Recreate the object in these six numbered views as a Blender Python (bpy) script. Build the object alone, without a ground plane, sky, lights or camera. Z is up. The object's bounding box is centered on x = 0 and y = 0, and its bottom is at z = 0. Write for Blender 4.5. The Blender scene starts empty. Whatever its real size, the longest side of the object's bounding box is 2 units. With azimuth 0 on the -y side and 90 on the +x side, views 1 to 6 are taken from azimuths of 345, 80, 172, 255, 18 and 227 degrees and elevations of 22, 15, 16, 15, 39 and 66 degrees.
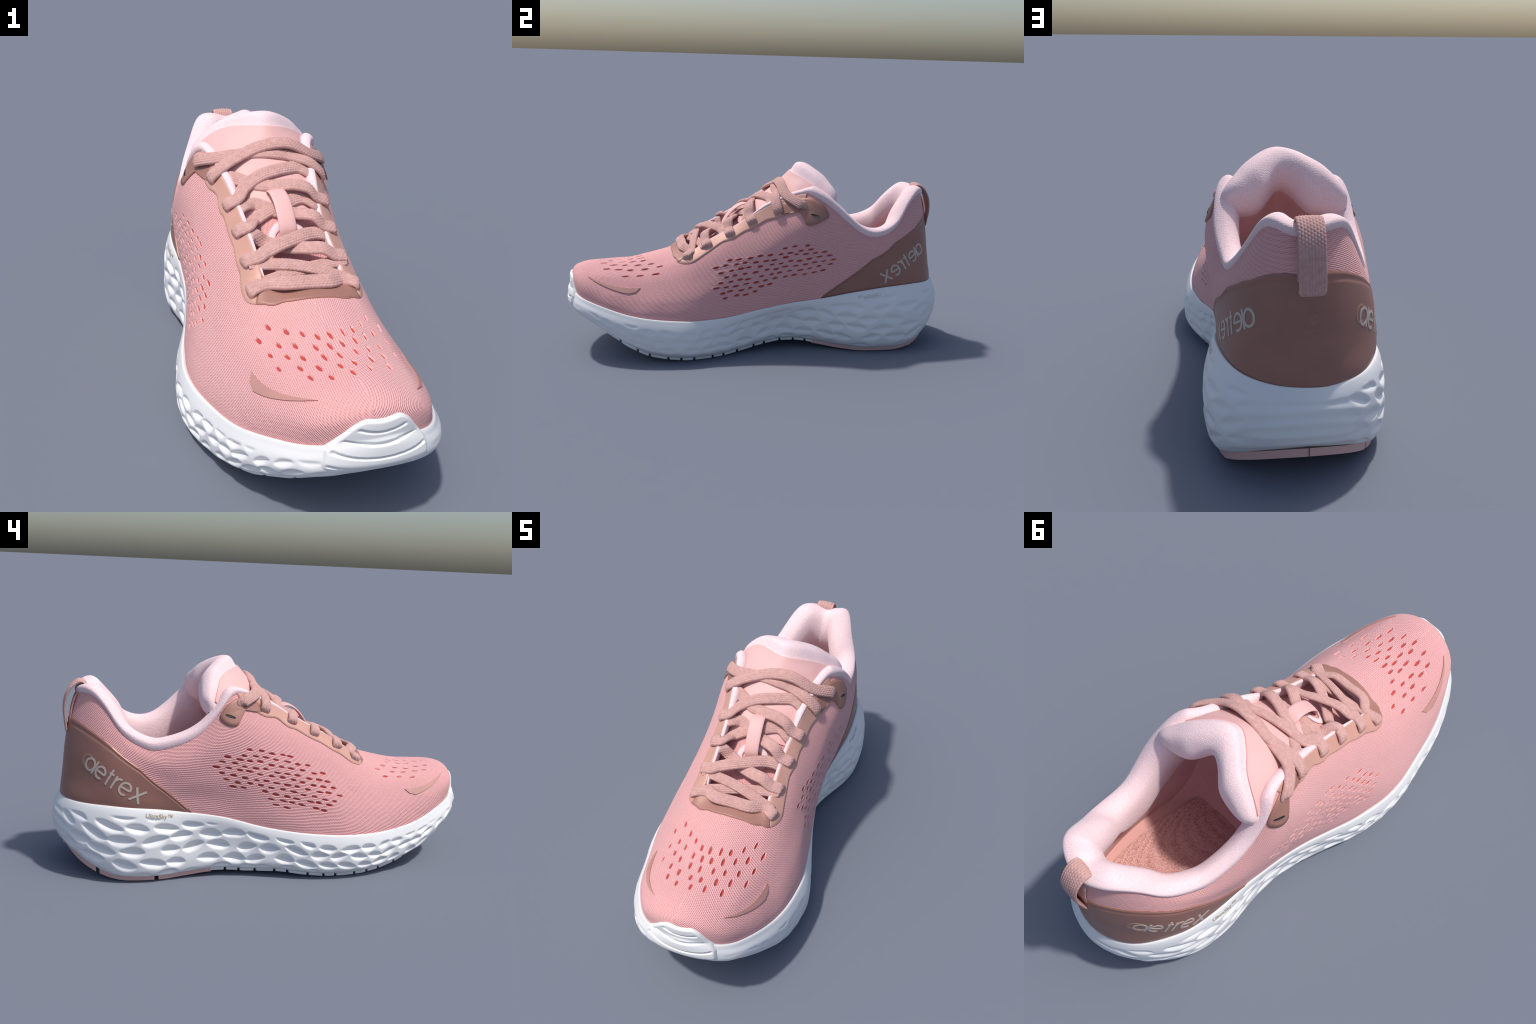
import bpy, bmesh, math, random
import numpy as np
from mathutils import Vector
from mathutils.bvhtree import BVHTree

rng = np.random.RandomState(7)
random.seed(7)

# ------------------------------------------------------------------ splines
def periodic_spline(keys, vals, period, q):
    """C2 periodic cubic through (keys, vals) evaluated at q."""
    k = np.asarray(keys, float); v = np.asarray(vals, float)
    if v.ndim == 1: v = v[:, None]
    n = len(k); h = np.diff(np.append(k, k[0] + period))
    A = np.zeros((n, n)); R = np.zeros((n, v.shape[1]))
    for i in range(n):
        hm, hp = h[i - 1], h[i]
        A[i, i] = 2 * (hm + hp); A[i, i - 1] += hm; A[i, (i + 1) % n] += hp
        R[i] = 6 * ((v[(i + 1) % n] - v[i]) / hp - (v[i] - v[i - 1]) / hm)
    m = np.linalg.solve(A, R)
    q = np.mod(np.asarray(q, float) - k[0], period) + k[0]
    i = np.clip(np.searchsorted(k, q, side='right') - 1, 0, n - 1); j = (i + 1) % n
    t = (q - k[i])[:, None]; H = h[i][:, None]
    a = (v[j] - v[i]) / H - H * (2 * m[i] + m[j]) / 6
    return v[i] + a * t + m[i] / 2 * t ** 2 + (m[j] - m[i]) / (6 * H) * t ** 3

def open_spline(pts, n, closed=False):
    """centripetal Catmull-Rom through pts, resampled to n points of equal spacing"""
    p = np.asarray(pts, float)
    p = np.vstack([2 * p[0] - p[1], p, 2 * p[-1] - p[-2]])
    out = []
    for i in range(1, len(p) - 2):
        p0, p1, p2, p3 = p[i - 1:i + 3]
        d = [max(np.linalg.norm(b - a), 1e-9) ** .5 for a, b in ((p0, p1), (p1, p2), (p2, p3))]
        t1 = d[0]; t2 = t1 + d[1]; t3 = t2 + d[2]
        for t in np.linspace(t1, t2, 24, endpoint=False):
            a1 = (t1 - t) / t1 * p0 + t / t1 * p1
            a2 = (t2 - t) / (t2 - t1) * p1 + (t - t1) / (t2 - t1) * p2
            a3 = (t3 - t) / (t3 - t2) * p2 + (t - t2) / (t3 - t2) * p3
            b1 = (t2 - t) / t2 * a1 + t / t2 * a2
            b2 = (t3 - t) / (t3 - t1) * a2 + (t - t1) / (t3 - t1) * a3
            out.append((t2 - t) / (t2 - t1) * b1 + (t - t1) / (t2 - t1) * b2)
    out.append(p[-2]); out = np.array(out)
    s = np.r_[0, np.cumsum(np.linalg.norm(np.diff(out, axis=0), axis=1))]
    w = np.linspace(0, s[-1], n)
    return np.stack([np.interp(w, s, out[:, c]) for c in range(p.shape[1])], 1)

def sweep_profiles(P, fracs):
    """P: (U,K,3) control points per station -> (U,len(fracs),3) smooth curves by arc fraction"""
    U = P.shape[0]; out = np.zeros((U, len(fracs), 3))
    E = np.concatenate([2 * P[:, :1] - P[:, 1:2], P, 2 * P[:, -1:] - P[:, -2:-1]], 1)
    D = np.maximum(np.linalg.norm(np.diff(E, axis=1), axis=2), 1e-6) ** .5
    segs = []
    for i in range(1, E.shape[1] - 2):
        p0, p1, p2, p3 = (E[:, i + o] for o in (-1, 0, 1, 2))
        t1 = D[:, i - 1]; t2 = t1 + D[:, i]; t3 = t2 + D[:, i + 1]
        for f in np.linspace(0, 1, 16, endpoint=False):
            t = t1 + (t2 - t1) * f
            c = lambda x: x[:, None]
            a1 = c((t1 - t) / t1) * p0 + c(t / t1) * p1
            a2 = c((t2 - t) / (t2 - t1)) * p1 + c((t - t1) / (t2 - t1)) * p2
            a3 = c((t3 - t) / (t3 - t2)) * p2 + c((t - t2) / (t3 - t2)) * p3
            b1 = c((t2 - t) / t2) * a1 + c(t / t2) * a2
            b2 = c((t3 - t) / (t3 - t1)) * a2 + c((t - t1) / (t3 - t1)) * a3
            segs.append(c((t2 - t) / (t2 - t1)) * b1 + c((t - t1) / (t2 - t1)) * b2)
    segs.append(P[:, -1]); C = np.stack(segs, 1)
    for u in range(U):
        s = np.r_[0, np.cumsum(np.linalg.norm(np.diff(C[u], axis=0), axis=1))]
        for k in range(3): out[u, :, k] = np.interp(fracs * s[-1], s, C[u, :, k])
    return out

def smoothstep(a, b, x):
    t = np.clip((x - a) / (b - a), 0, 1); return t * t * (3 - 2 * t)

def value_noise(p, scale, seed=0):
    """smooth 3-D value noise in [-1,1] for an (N,3) array"""
    g = np.random.RandomState(seed).uniform(-1, 1, (32, 32, 32))
    q = p * scale + 100.0; i = np.floor(q).astype(int); f = q - i; f = f * f * (3 - 2 * f)
    r = 0
    for a in (0, 1):
        for b in (0, 1):
            for c in (0, 1):
                w = (f[:, 0] if a else 1 - f[:, 0]) * (f[:, 1] if b else 1 - f[:, 1]) * (f[:, 2] if c else 1 - f[:, 2])
                r = r + w * g[(i[:, 0] + a) % 32, (i[:, 1] + b) % 32, (i[:, 2] + c) % 32]
    return r

# ------------------------------------------------------------------ objects
root = bpy.data.objects.new("running_shoe", None)
bpy.context.scene.collection.objects.link(root)
root["label"] = "pink knit running shoe with thick white dimpled sole"
root["category"] = "sneaker"

def add(name, verts, faces, mat, parent=root, smooth=True, angle=None):
    me = bpy.data.meshes.new(name)
    me.from_pydata(np.asarray(verts).tolist(), [], [tuple(int(i) for i in f) for f in faces])
    me.validate(); me.update()
    if smooth: me.polygons.foreach_set("use_smooth", np.ones(len(me.polygons), bool))
    me.materials.append(mat)
    if angle: me.set_sharp_from_angle(angle=math.radians(angle))
    ob = bpy.data.objects.new(name, me); bpy.context.scene.collection.objects.link(ob)
    ob.parent = parent
    return ob

def grid_faces(U, V, wrap_u=False, wrap_v=False, flip=False):
    uu = np.arange(U if wrap_u else U - 1); vv = np.arange(V if wrap_v else V - 1)
    a, b = np.meshgrid(uu, vv, indexing='ij'); a = a.ravel(); b = b.ravel()
    a2 = (a + 1) % U; b2 = (b + 1) % V
    f = np.stack([a * V + b, a2 * V + b, a2 * V + b2, a * V + b2], 1)
    return f[:, ::-1] if flip else f

def grid_normals(G, wrap_u=False):
    if wrap_u: du = np.roll(G, -1, 0) - np.roll(G, 1, 0)
    else: du = np.gradient(G, axis=0)
    dv = np.gradient(G, axis=1)
    n = np.cross(du, dv); return n / np.maximum(np.linalg.norm(n, axis=2, keepdims=True), 1e-12)

def shell(G, N, thick, name, mat, parent=root, bury=.004, edge=.25):
    """closed slab over an open grid G with outward normals N: top raised by thick, rounded rim"""
    U, V = G.shape[:2]
    top = G + N * thick if np.isscalar(thick) else G + N * thick[..., None]
    bot = G - N * bury
    verts = np.vstack([top.reshape(-1, 3), bot.reshape(-1, 3)])
    n = U * V; f = grid_faces(U, V); F = [f, f[:, ::-1] + n]
    ring = [i * V for i in range(U)] + [(U - 1) * V + j for j in range(1, V)] + [i * V + V - 1 for i in range(U - 2, -1, -1)] + [j for j in range(V - 2, 0, -1)]
    r = np.array(ring); r2 = np.roll(r, -1)
    F.append(np.stack([r, r2, r2 + n, r + n], 1)[:, ::-1])
    return add(name, verts, np.vstack(F), mat, parent, angle=40)

# ------------------------------------------------------------------ materials
def material(name, color, rough=.6, **kw):
    m = bpy.data.materials.new(name); m.use_nodes = True
    b = m.node_tree.nodes["Principled BSDF"]
    b.inputs["Base Color"].default_value = (*color, 1); b.inputs["Roughness"].default_value = rough
    for k, v in kw.items(): b.inputs[k.replace("_", " ").title() if k != "Specular_IOR_Level" else "Specular IOR Level"].default_value = v
    return m, m.node_tree.nodes, m.node_tree.links, b

class NT:
    """tiny helper for node chains"""
    def __init__(s, mat): s.n = mat.node_tree.nodes; s.l = mat.node_tree.links
    def math(s, op, a, b=None, c=None):
        d = s.n.new("ShaderNodeMath"); d.operation = op
        for i, x in enumerate((a, b, c)):
            if x is None: continue
            if isinstance(x, (int, float)): d.inputs[i].default_value = x
            else: s.l.new(x, d.inputs[i])
        return d.outputs[0]
    def coords(s):
        t = s.n.new("ShaderNodeTexCoord"); x = s.n.new("ShaderNodeSeparateXYZ"); s.l.new(t.outputs["Object"], x.inputs[0])
        return t.outputs["Object"], x.outputs
    def noise(s, vec, scale, detail=3, rough=.5):
        d = s.n.new("ShaderNodeTexNoise"); d.inputs["Scale"].default_value = scale; d.inputs["Detail"].default_value = detail
        d.inputs["Roughness"].default_value = rough; s.l.new(vec, d.inputs["Vector"]); return d.outputs["Fac"]
    def combine(s, x, y, z):
        d = s.n.new("ShaderNodeCombineXYZ")
        for i, q in enumerate((x, y, z)):
            if isinstance(q, (int, float)): d.inputs[i].default_value = q
            else: s.l.new(q, d.inputs[i])
        return d.outputs[0]
    def ramp(s, fac, stops):
        d = s.n.new("ShaderNodeValToRGB"); e = d.color_ramp.elements
        while len(e) < len(stops): e.new(.5)
        for q, (p, c) in zip(e, stops): q.position = p; q.color = (*c, 1)
        s.l.new(fac, d.inputs[0]); return d.outputs[0]
    def bump(s, h, strength, dist, bsdf, prev=None):
        d = s.n.new("ShaderNodeBump"); d.inputs["Strength"].default_value = strength; d.inputs["Distance"].default_value = dist
        s.l.new(h, d.inputs["Height"])
        if prev: s.l.new(prev, d.inputs["Normal"])
        s.l.new(d.outputs[0], bsdf.inputs["Normal"]); return d.outputs[0]

PINK = (.80, .36, .35)
def knit_material():
    m, n, l, b = material("pink_knit", PINK, .85)
    b.inputs["Sheen Weight"].default_value = .15
    t = NT(m); vec, (x, y, z) = t.coords()
    # courses run along the shoe: their coordinate goes round the foot section (sideways on top, down the walls, round the heel)
    dx = t.math('SUBTRACT', x, .02); yh = t.math('MAXIMUM', t.math('SUBTRACT', y, .5), 0.0)
    rad = t.math('SQRT', t.math('ADD', t.math('MULTIPLY', dx, dx), t.math('MULTIPLY', yh, yh)))
    wob = t.math('MULTIPLY', t.math('SUBTRACT', t.noise(vec, 6, 2), .5), .016)
    g = t.math('ADD', t.math('SUBTRACT', rad, t.math('SUBTRACT', z, t.math('MULTIPLY', y, .16))), wob)
    row = t.math('MULTIPLY', g, 800.0)
    r1 = t.math('SINE', row)
    st = t.math('SINE', t.math('ADD', t.math('MULTIPLY', t.math('ADD', y, t.math('MULTIPLY', dx, .25)), 540.0), t.math('MULTIPLY', t.math('SIGN', t.math('SINE', t.math('MULTIPLY', row, .5))), 1.57)))
    grain = t.noise(vec, 260, 2, .6)
    h = t.math('ADD', t.math('MULTIPLY', r1, .5), t.math('ADD', t.math('MULTIPLY', st, .32), t.math('MULTIPLY', t.math('SUBTRACT', grain, .5), .9)))
    col = t.ramp(t.math('MULTIPLY_ADD', h, .5, .55), [(0, (.54, .20, .20)), (.3, (.74, .33, .325)), (.65, (.84, .43, .425)), (1, (.88, .50, .495))])
    l.new(col, b.inputs["Base Color"])
    # loose coarse loops beside the toe and on the outer forefoot
    def patch(c, r):
        d = [t.math('DIVIDE', t.math('SUBTRACT', q, cc), rr) for q, cc, rr in zip((x, y, z), c, r)]
        s = t.math('ADD', t.math('ADD', t.math('MULTIPLY', d[0], d[0]), t.math('MULTIPLY', d[1], d[1])), t.math('MULTIPLY', d[2], d[2]))
        return t.math('MAXIMUM', t.math('SUBTRACT', 1.0, s), 0.0)
    pm = t.math('ADD', t.math('ADD', patch((-.245, -.76, .31), (.07, .13, .06)), patch((.29, -.74, .31), (.06, .12, .06))), patch((-.243, -.37, .426), (.06, .06, .05)))
    lump = t.math('MULTIPLY', t.noise(vec, 110, 3, .7), t.math('MULTIPLY', t.math('MINIMUM', pm, .6), 4.0))
    t.bump(t.math('ADD', h, lump), .65, .003, b)
    return m

def ribbed(name, c_lo, c_hi, scale, rough, depth, sheen=.1):
    """soft fabric with a fine pique grain"""
    m, n, l, b = material(name, c_hi, rough); b.inputs["Sheen Weight"].default_value = sheen
    t = NT(m); vec, _ = t.coords()
    v = n.new("ShaderNodeTexVoronoi"); v.inputs["Scale"].default_value = scale; v.inputs["Randomness"].default_value = .55; l.new(vec, v.inputs["Vector"])
    h = t.math('SUBTRACT', 1.0, v.outputs["Distance"])
    f = t.math('ADD', t.math('MULTIPLY', h, .7), t.math('MULTIPLY', t.noise(vec, 90, 2), .3))
    l.new(t.ramp(f, [(.3, c_lo), (.75, c_hi)]), b.inputs["Base Color"])
    t.bump(h, .45, depth, b); return m

def plain(name, color, rough, grain=0, scale=200, var=.0, **kw):
    m, n, l, b = material(name, color, rough)
    for k, v in kw.items(): b.inputs[k].default_value = v
    t = NT(m); vec, _ = t.coords()
    if var:
        f = t.noise(vec, 9, 4)
        l.new(t.ramp(f, [(.3, tuple(c * (1 - var) for c in color)), (.7, tuple(min(1, c * (1 + var)) for c in color))]), b.inputs["Base Color"])
    if grain: t.bump(t.noise(vec, scale, 3), grain, .003, b)
    return m

M_KNIT = knit_material()
M_FOAM = plain("white_foam", (.77, .77, .775), .45, .08, 60)
M_RUBBER = plain("pink_rubber", (.70, .42, .39), .55, .1, 150)
M_BROWN = plain("rose_brown_film", (.315, .148, .116), .42, .12, 300, .06, Metallic=.15)
M_STAY = plain("rose_film", (.60, .325, .26), .5, .1, 300, .05, Metallic=.1)
M_FRONT = plain("brown_film", (.36, .175, .137), .5, .1, 300, .05, Metallic=.1)
M_WING = plain("matt_rose_film", (.50, .255, .22), .6, .1, 300, .04)
M_LINING = ribbed("pale_pink_lining", (.81, .58, .60), (.90, .70, .72), 190, .9, .002)
M_INNER = ribbed("lining_tinted_for_bounce", (.70, .39, .375), (.78, .46, .44), 190, .9, .0015)  # lining colour deepened to carry the pink reflected light inside the shoe
M_INSOLE = ribbed("woven_insole", (.42, .18, .16), (.78, .46, .43), 200, .9, .003)
M_INSRIM = plain("insole_rim", (.68, .365, .33), .7, .1, 120)
M_LABEL = plain("smooth_tongue_film", (.77, .45, .43), .6, .06, 80, .02)
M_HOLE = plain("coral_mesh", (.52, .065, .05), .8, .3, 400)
def lace_material():
    m, n, l, b = material("braided_lace", (.6, .37, .33), .85); t = NT(m); vec, _ = t.coords()
    f = t.noise(vec, 60, 3, .6)
    l.new(t.ramp(f, [(.30, (.51, .285, .255)), (.70, (.62, .37, .34))]), b.inputs["Base Color"])
    t.bump(t.noise(vec, 500, 2), .2, .002, b); return m
M_LACE = lace_material()
M_PRINT = plain("grey_beige_print", (.52, .43, .37), .5)
M_GHOST = plain("faint_print", (.40, .22, .165), .45)
M_SOLEINK = plain("tan_print", (.50, .40, .27), .6)
M_FAINT = plain("faint_sole_print", (.60, .60, .61), .5)
M_DARK = plain("dark_slot", (.02, .02, .025), .7)

# ------------------------------------------------------------------ shoe frame: 40 stations round the shoe
# station 0 = heel centre, 10 = outer waist, 20 = toe, 30 = inner waist
BITE = [(.035,.957,.345),(-.035,.948,.342),(-.100,.917,.345),(-.169,.857,.346),(-.225,.760,.347),(-.252,.660,.342),(-.260,.540,.333),
        (-.259,.430,.316),(-.265,.307,.298),(-.270,.200,.273),(-.283,.090,.243),(-.310,-.030,.224),(-.333,-.120,.216),(-.350,-.220,.211),
        (-.356,-.320,.208),(-.342,-.430,.207),(-.310,-.550,.211),(-.270,-.690,.236),(-.203,-.822,.275),(-.112,-.930,.312),
        (.040,-.972,.340),(.180,-.938,.322),(.255,-.855,.296),(.310,-.720,.258),(.338,-.590,.234),(.346,-.450,.221),(.336,-.343,.216),
        (.315,-.210,.220),(.292,-.100,.234),(.272,.020,.253),(.259,.116,.266),(.258,.210,.280),(.263,.310,.294),(.275,.420,.318),
        (.284,.520,.337),(.281,.620,.350),(.272,.710,.357),(.248,.808,.360),(.200,.885,.355),(.120,.938,.348)]
TOP = [(.028,.880,.803),(-.030,.866,.814),(-.080,.835,.820),(-.115,.795,.798),(-.150,.745,.735),(-.188,.688,.655),(-.220,.598,.602),
       (-.236,.527,.600),(-.244,.430,.630),(-.242,.340,.690),(-.232,.266,.784),(-.200,.200,.836),(-.168,.090,.800),(-.143,-.030,.742),
       (-.130,-.130,.690),(-.122,-.240,.630),(-.118,-.335,.572),(-.105,-.388,.526),(-.070,-.405,.517),(-.025,-.411,.520),
       (.017,-.413,.522),(.060,-.410,.519),(.110,-.403,.512),(.147,-.380,.516),(.158,-.330,.550),(.153,-.240,.605),(.155,-.130,.665),
       (.168,-.030,.735),(.188,.090,.800),(.214,.200,.838),(.245,.255,.828),(.264,.325,.785),(.274,.400,.722),(.268,.470,.664),
       (.256,.540,.626),(.248,.620,.628),(.225,.700,.676),(.185,.758,.756),(.145,.825,.826),(.090,.866,.815)]
# (station, three points of the side wall between bite line and top edge)
WALL = [(0, (.035,.948,.430), (.030,.932,.550), (.027,.916,.680)),
        (2, (-.102,.902,.440), (-.100,.885,.550), (-.093,.860,.690)),
        (4, (-.225,.750,.440), (-.212,.746,.540), (-.187,.742,.640)),
        (6, (-.260,.550,.400), (-.259,.560,.470), (-.252,.580,.545)),
        (8, (-.272,.340,.380), (-.287,.370,.470), (-.287,.400,.560)),
        (10, (-.290,.130,.370), (-.294,.180,.520), (-.282,.225,.675)),
        (12, (-.307,-.080,.350), (-.278,-.020,.510), (-.232,.050,.670)),
        (14, (-.328,-.290,.310), (-.275,-.250,.430), (-.205,-.190,.570)),
        (16, (-.292,-.545,.285), (-.246,-.515,.370), (-.186,-.440,.462)),
        (18, (-.196,-.815,.347), (-.158,-.776,.405), (-.110,-.620,.442)),
        (19, (-.115,-.930,.375), (-.095,-.890,.415), (-.055,-.680,.449)),
        (20, (.040,-.966,.416), (.038,-.916,.444), (.035,-.700,.456)),
        (21, (.182,-.936,.382), (.165,-.895,.418), (.110,-.680,.451)),
        (22, (.247,-.845,.352), (.211,-.804,.402), (.158,-.640,.439)),
        (24, (.315,-.582,.300), (.266,-.548,.374), (.216,-.450,.455)),
        (26, (.314,-.310,.320), (.270,-.260,.438), (.216,-.190,.572)),
        (28, (.292,-.060,.360), (.281,-.010,.510), (.245,.050,.674)),
        (30, (.283,.150,.380), (.299,.190,.530), (.298,.225,.690)),
        (32, (.281,.330,.390), (.296,.350,.500), (.303,.375,.615)),
        (34, (.287,.525,.405), (.286,.530,.480), (.284,.535,.555)),
        (36, (.269,.700,.440), (.257,.697,.530), (.245,.698,.612)),
        (38, (.194,.872,.450), (.177,.855,.560), (.160,.838,.690))]
# (station, outward bulge of the foam, outward offset of its bottom edge)
FOAM = [(0,.044,.006),(2,.043,.010),(4,.043,.028),(6,.038,.030),(8,.002,.002),(9,.004,.004),(10,.016,.014),(12,.031,.025),(14,.032,.014),
        (16,.033,.010),(17,.033,-.006),(18,.032,-.03),(19,.024,-.05),(20,.014,-.06),(21,.024,-.05),(22,.032,-.025),(23,.037,.002),(24,.039,.015),
        (25,.042,.020),(26,.035,.020),(27,.016,.004),(28,-.003,-.014),(29,-.018,-.028),(30,-.024,-.034),(31,-.012,-.028),(32,.008,-.010),(33,.032,.010),
        (34,.050,.030),(36,.064,.046),(37,.062,.046),(38,.054,.026),(39,.048,.010)]
GROUND = [(-1.02,.31),(-.97,.255),(-.9,.188),(-.8,.121),(-.7,.073),(-.6,.042),(-.5,.024),(-.4,.015),(-.3,.013),(-.2,.015),(-.1,.025),(0,.042),(.1,.052),
          (.2,.050),(.3,.038),(.4,.024),(.5,.018),(.6,.017),(.7,.018),(.75,.024),(.8,.038),(.85,.060),(.9,.086),(.95,.115),(1.02,.165)]
gy, gz = np.array(GROUND).T
def sole_bottom(y, x=0.0):
    """underside height: rocker along y; the outer waist hangs lower than the arch"""
    return np.interp(y, gy, gz) - .024 * np.exp(-((np.asarray(y) - .13) / .14) ** 2) * smoothstep(-.04, -.2, np.asarray(x, float)) + .020 * smoothstep(.02, .28, np.asarray(x, float)) * smoothstep(-.55, -.80, np.asarray(y))

def on_stations(vals, q, keys=None):
    keys = np.arange(40) if keys is None else keys
    return periodic_spline(keys, vals, 40, q)

# equal arc-length spacing along the bite line
_q = np.linspace(0, 40, 4001)[:-1]; _b = on_stations(BITE, _q)
_s = np.r_[0, np.cumsum(np.linalg.norm(np.roll(_b, -1, 0) - _b, axis=1))]
PERIM = _s[-1]
def stations(n): return np.interp(np.arange(n) / n * PERIM, _s, np.append(_q, 40))

def plan_normal(C):
    t = np.roll(C, -1, 0) - np.roll(C, 1, 0)
    n = np.stack([t[:, 1], -t[:, 0], 0 * t[:, 0]], 1)     # loop runs heel -> -x -> toe (anticlockwise seen from above is the other way)
    n /= np.linalg.norm(n, axis=1, keepdims=True)
    c = C.mean(0); s = np.sign(np.sum(n * (C - c), 1).sum()); return n * s

# ------------------------------------------------------------------ upper
U, V = 1500, 240
uq = stations(U)
B = on_stations(BITE, uq); T = on_stations(TOP, uq)
wk = [w[0] for w in WALL]
W = [on_stations([w[i] for w in WALL], uq, wk) for i in (1, 2, 3)]
nB = plan_normal(B); nT = plan_normal(T)
ctrl = np.stack([B - nB * .012 - np.array([0, 0, .03]), B, *W, T], 1)
vf = np.linspace(0, 1, V)
S = sweep_profiles(ctrl, vf)
SN = grid_normals(S, True)
if np.sum(SN[:, V // 2] * nB) < 0: SN = -SN; FLIP = True
else: FLIP = False
# the heel counter is let into the upper: its outline, from the outer waist round the heel to the inner waist
def uv_on(A, p):
    d = np.sum((A[::3, ::2] - np.asarray(p)) ** 2, 2); i, j = np.unravel_index(np.argmin(d), d.shape); return i * 3.0, j * 2 / (V - 1)
CNT = [(.028,.918,.695),(-.050,.895,.692),(-.126,.831,.661),(-.192,.734,.597),(-.233,.622,.514),(-.250,.520,.422),(-.256,.405,.320)]
CNM = [(.090,.895,.690),(.151,.850,.675),(.180,.815,.645),(.238,.683,.583),(.278,.558,.503),(.281,.455,.420),(.262,.300,.300)]
cu, cv = [], []
for p in CNM[::-1] + CNT:
    u_, v_ = uv_on(S, p); s_ = uq[int(u_)]; cu.append(s_ if s_ > 20 else s_ + 40); cv.append(v_)
o = np.argsort(cu); cu = np.array(cu)[o]; cv = np.array(cv)[o]
k = np.hanning(9); k /= k.sum()
CS = np.linspace(cu[0], cu[-1], 300); CV = np.interp(CS, cu, cv); CV = np.convolve(np.pad(CV, 4, mode='edge'), k, 'valid')
_st = np.where(uq > 20, uq, uq + 40); _ct = np.interp(_st, CS, CV, left=0, right=0)
S = S - SN * (.012 * smoothstep(0, .06, _ct[:, None] - vf[None]))[..., None]
S = S + SN * (value_noise(S.reshape(-1, 3), 9, 3).reshape(U, V, 1) * .0025)
V0 = .03 / .6   # fraction hidden below the bite line (approx.)

def surf(u, v, off=0.0):
    """point on the upper; u = grid row (0..U), v = 0..1"""
    u = np.mod(np.asarray(u, float), U); v = np.clip(np.asarray(v, float), 0, 1) * (V - 1)
    i = np.floor(u).astype(int) % U; j = np.minimum(np.floor(v).astype(int), V - 2); fu = (u - np.floor(u))[..., None]; fv = (v - j)[..., None]; i2 = (i + 1) % U
    f = lambda A: (A[i, j] * (1 - fu) + A[i2, j] * fu) * (1 - fv) + (A[i, j + 1] * (1 - fu) + A[i2, j + 1] * fu) * fv
    return f(S) + f(SN) * np.asarray(off)[..., None] if np.ndim(off) else f(S) + f(SN) * off
def surf_n(u, v):
    i = np.round(np.mod(u, U)).astype(int) % U; j = np.round(np.clip(v, 0, 1) * (V - 1)).astype(int); return SN[i, j]
def uv_of(p):
    d = np.sum((S[::3, ::2] - np.asarray(p)) ** 2, 2); i, j = np.unravel_index(np.argmin(d), d.shape)
    return i * 3.0, j * 2 / (V - 1)
def row_of_station(s): return np.interp(np.mod(s, 40), np.append(uq, 40), np.arange(U + 1))

# perforations: staggered lattices of lens-shaped openings
HOLES = []   # (u, v, half length, half width, direction)
def unit(a): a = np.asarray(a, float); return a / np.linalg.norm(a)
def inside(poly, a, b):
    c = False; n = len(poly)
    for i in range(n):
        (x1, y1), (x2, y2) = poly[i], poly[i - 1]
        if (y1 > b) != (y2 > b) and a < (x2 - x1) * (b - y1) / (y2 - y1) + x1: c = not c
    return c
tree = BVHTree.FromPolygons(S[::3, ::2].reshape(-1, 3).tolist(), grid_faces(S[::3].shape[0], S[:, ::2].shape[1], True).tolist())
def cast(o, d):
    h = tree.ray_cast(Vector(o), Vector(d)); return None if h[0] is None else np.array(h[0])

def side_holes(side, poly, dy, dz, slope, yo, zo):
    d = np.array([0, 1, slope]) / math.hypot(1, slope)
    for r in range(-14, 15):
        for c in range(-20, 21):
            a = (c + .5 * (r % 2)) * dy + rng.normal(0, .004); b = r * dz + rng.normal(0, .0025)
            y = yo + a; z = zo + b + slope * a
            if not inside(poly, y, z): continue
            p = cast((side * 1.0, y, z), (-side, 0, 0))
            if p is None: continue
            HOLES.append((p, d, rng.uniform(.0115, .0165), rng.uniform(.0036, .0056)))
side_holes(-1, [(.33,.55),(.224,.582),(.111,.612),(.04,.60),(-.064,.547),(-.21,.488),(-.29,.357),(-.20,.312),(-.087,.325),(.006,.322),(.05,.36),(.111,.42),(.235,.414),(.305,.517)], .050, .0255, .22, .0, .463)
side_holes(1, [(-.31,.345),(-.22,.31),(-.108,.313),(-.04,.345),(.062,.39),(.177,.415),(.28,.436),(.375,.506),(.37,.535),(.29,.574),(.196,.589),(.126,.605),(.05,.555),(-.05,.53),(-.14,.52),(-.245,.488),(-.269,.451),(-.2,.43)], .050, .0255, .16, .0, .455)
# vamp: a chevron of rows that fan outward toward the toe
for r in range(5):
    for c in range(-5, 6):
        a = (c + .5 * (r % 2)) * .039 + rng.normal(0, .0025)
        if abs(a) > .19 or (r == 3 and abs(a) > .15) or (r == 4 and abs(a) > .105): continue
        y = -.632 + 4.2 * a * a - r * .047 + rng.normal(0, .003); x = .020 + a + 2.3 * a * r * .047
        p = cast((x, y, 1.2), (0, 0, -1))
        if p is None or p[2] < .34: continue
        HOLES.append((p, unit((-.10 + .9 * a, 1, .1)), rng.uniform(.0135, .0185), rng.uniform(.0042, .0060)))

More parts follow.
